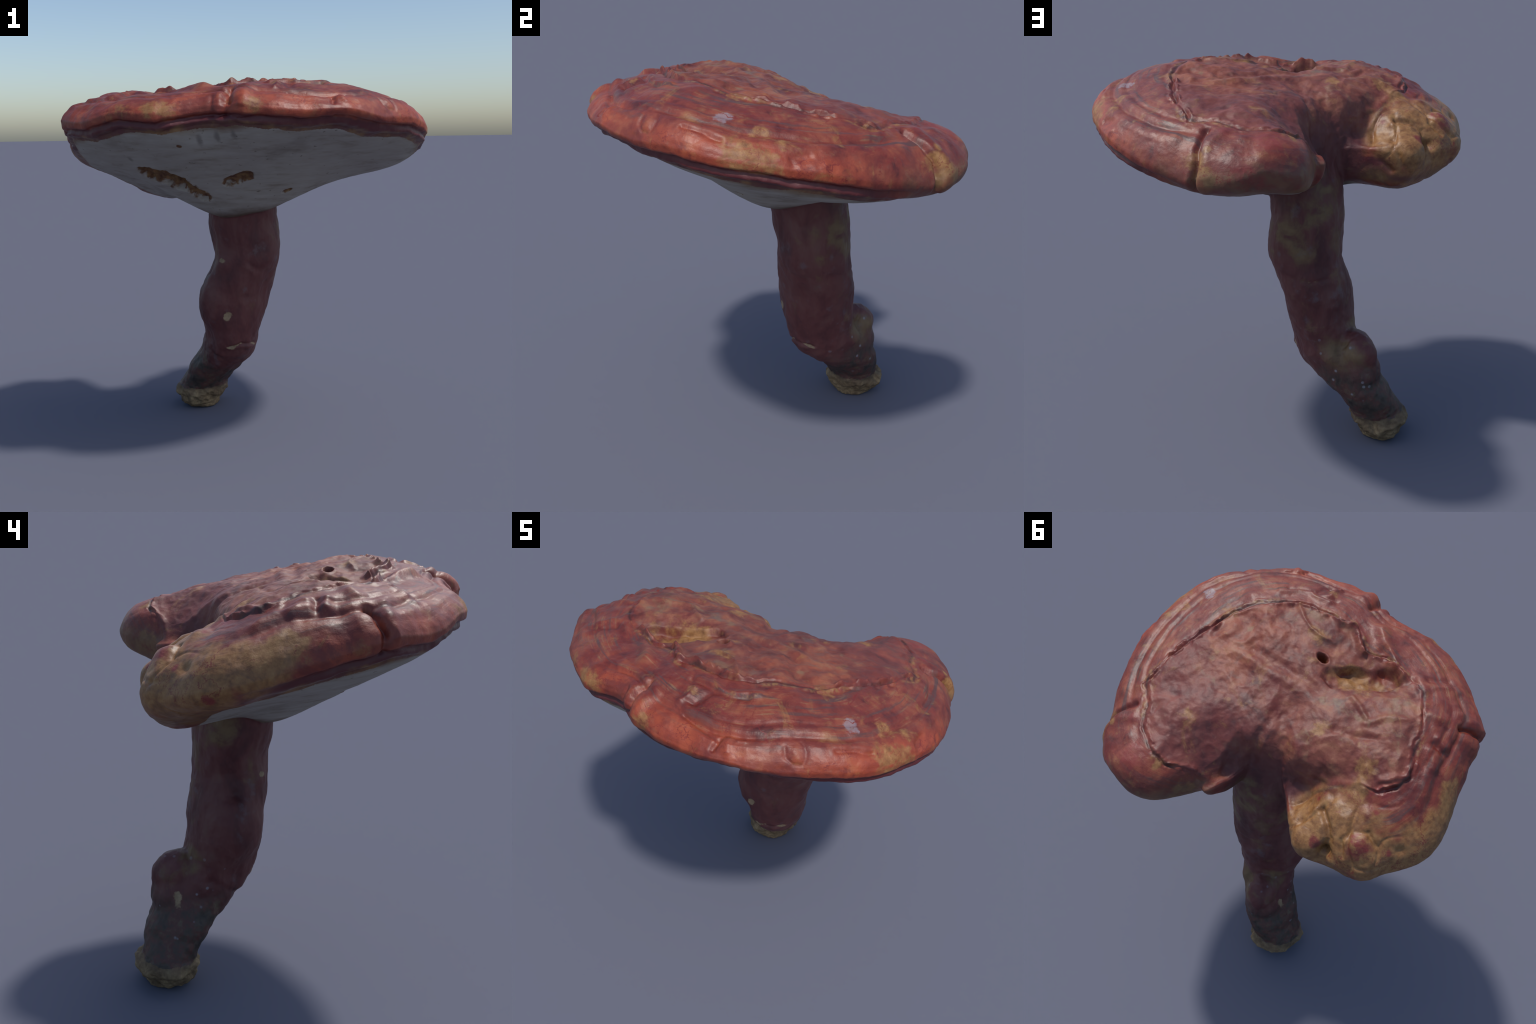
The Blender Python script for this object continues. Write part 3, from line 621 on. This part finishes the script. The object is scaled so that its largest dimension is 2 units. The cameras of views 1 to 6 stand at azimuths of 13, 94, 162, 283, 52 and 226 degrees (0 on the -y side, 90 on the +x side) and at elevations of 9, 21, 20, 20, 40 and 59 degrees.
def foot_material():
    n = Nodes("earthy_foot"); P = n.P
    a = n.noise(P, 13, 7, .68, .4); b = n.noise(P, 40, 5, .65)
    col = n.ramp(a, [(.30, (.070, .045, .028)), (.45, (.135, .092, .052)), (.58, (.220, .158, .088)), (.72, (.330, .250, .140))])
    col = n.mix(n.mul(n.step(b, .55, .7), .5), col, (.085, .055, .035))
    z = n.xyz(P)[2]
    w2 = n.sub(n.noise(P, 6, 5, .6), .5)
    col = n.mix(n.mul(n.step(n.add(z, n.mul(w2, .1)), .10, .17), .85), col, n.ramp(n.noise(P, 14, 6, .65), [(.3, (.060, .040, .034)), (.5, (.100, .075, .055)), (.62, (.140, .085, .060)), (.8, (.19, .15, .10))]))
    return n.finish(col, .85, n.add(a, n.mul(b, .6)), .5, .3)

# ---------------------------------------------------------------- build the body
VOXEL = 0.005
skin = Skin(*fuse([cap_mesh(), stem_mesh()] + [ball_mesh(*k) for k in KNOBS], VOXEL))
skin.smooth(5)
_gap, _ = stem_gap(skin.V)
_z = skin.V[:, 2]
_join = np.exp(-(_gap / .04) ** 2) * sstep(1.34, 1.44, _z) * sstep(1.66, 1.58, _z) * sstep(.10, .2, skin.V[:, 1])
skin.smooth(40, np.clip(_join * 1.3, 0, 1))
_join = np.exp(-(_gap / .03) ** 2) * np.clip(sstep(1.18, 1.25, _z) + .5 * sstep(.62, .58, _z) * sstep(.30, .36, _z), 0, 1)
skin.smooth(14, _join)
_join = sstep(.66, .60, _z) * sstep(.26, .33, _z)
skin.smooth(60, _join * sstep(.56, .66, skin.V[:, 1] - .9 * skin.V[:, 0]))
add_relief(skin)
skin.smooth(1)
V = skin.V
V[:, 2] -= V[:, 2].min()
skin.N = skin.normals()
th, rho, gap, rim, stem, pore, upper = regions(skin)

# split by region: 0 cap, 1 pore layer, 2 stem, 3 foot
code = np.zeros(len(V), int)
code[pore > .5] = 1
code[stem > .5] = 2
code[(stem > .5) & (V[:, 2] + .02 * fbm(V, 10, 2, 111) < .15)] = 3
fc = np.sort(code[skin.Q], axis=1)
face_code = np.where(fc[:, 1] == fc[:, 2], fc[:, 1], fc[:, 2])
face_code = np.where(fc[:, 0] == fc[:, 1], fc[:, 0], face_code)
# tidy single stray faces: take the majority of the neighbouring vertices' faces twice
for _ in range(6):
    share = np.stack([np.bincount(skin.Q.ravel(), np.repeat(face_code == k, 4), len(V)) for k in range(4)], -1)
    face_code = share[skin.Q].sum(1).argmax(1)

root = bpy.data.objects.new("bracket_mushroom", None)
root.empty_display_size = .2
root.location = (-.40, .43, 0)
bpy.context.scene.collection.objects.link(root)
root["label"] = "lacquered red-brown kidney-shaped bracket mushroom on knotted stem"
root["category"] = "mushroom"
bpy.context.view_layer.update()

MATS = {"cap": skin_material(), "pore_layer": pore_material(), "stem": None, "foot": foot_material()}
MATS["stem"] = MATS["cap"]
for k, name in enumerate(("cap", "pore_layer", "stem", "foot")):
    Q = skin.Q[face_code == k]
    used, inv = np.unique(Q, return_inverse=True); inv = inv.reshape(-1, 4)
    me = bpy.data.meshes.new(name)
    me.vertices.add(len(used)); me.vertices.foreach_set("co", V[used].ravel())
    me.loops.add(inv.size); me.loops.foreach_set("vertex_index", inv.ravel())
    me.polygons.add(len(inv)); me.polygons.foreach_set("loop_start", np.arange(len(inv)) * 4)
    me.update(calc_edges=True); me.validate()
    me.shade_smooth()
    me.normals_split_custom_set_from_vertices(skin.N[used].tolist())
    me.materials.append(MATS[name])
    ob = bpy.data.objects.new(name, me)
    bpy.context.scene.collection.objects.link(ob)
    ob.parent = root
    ob.matrix_parent_inverse = root.matrix_world.inverted()
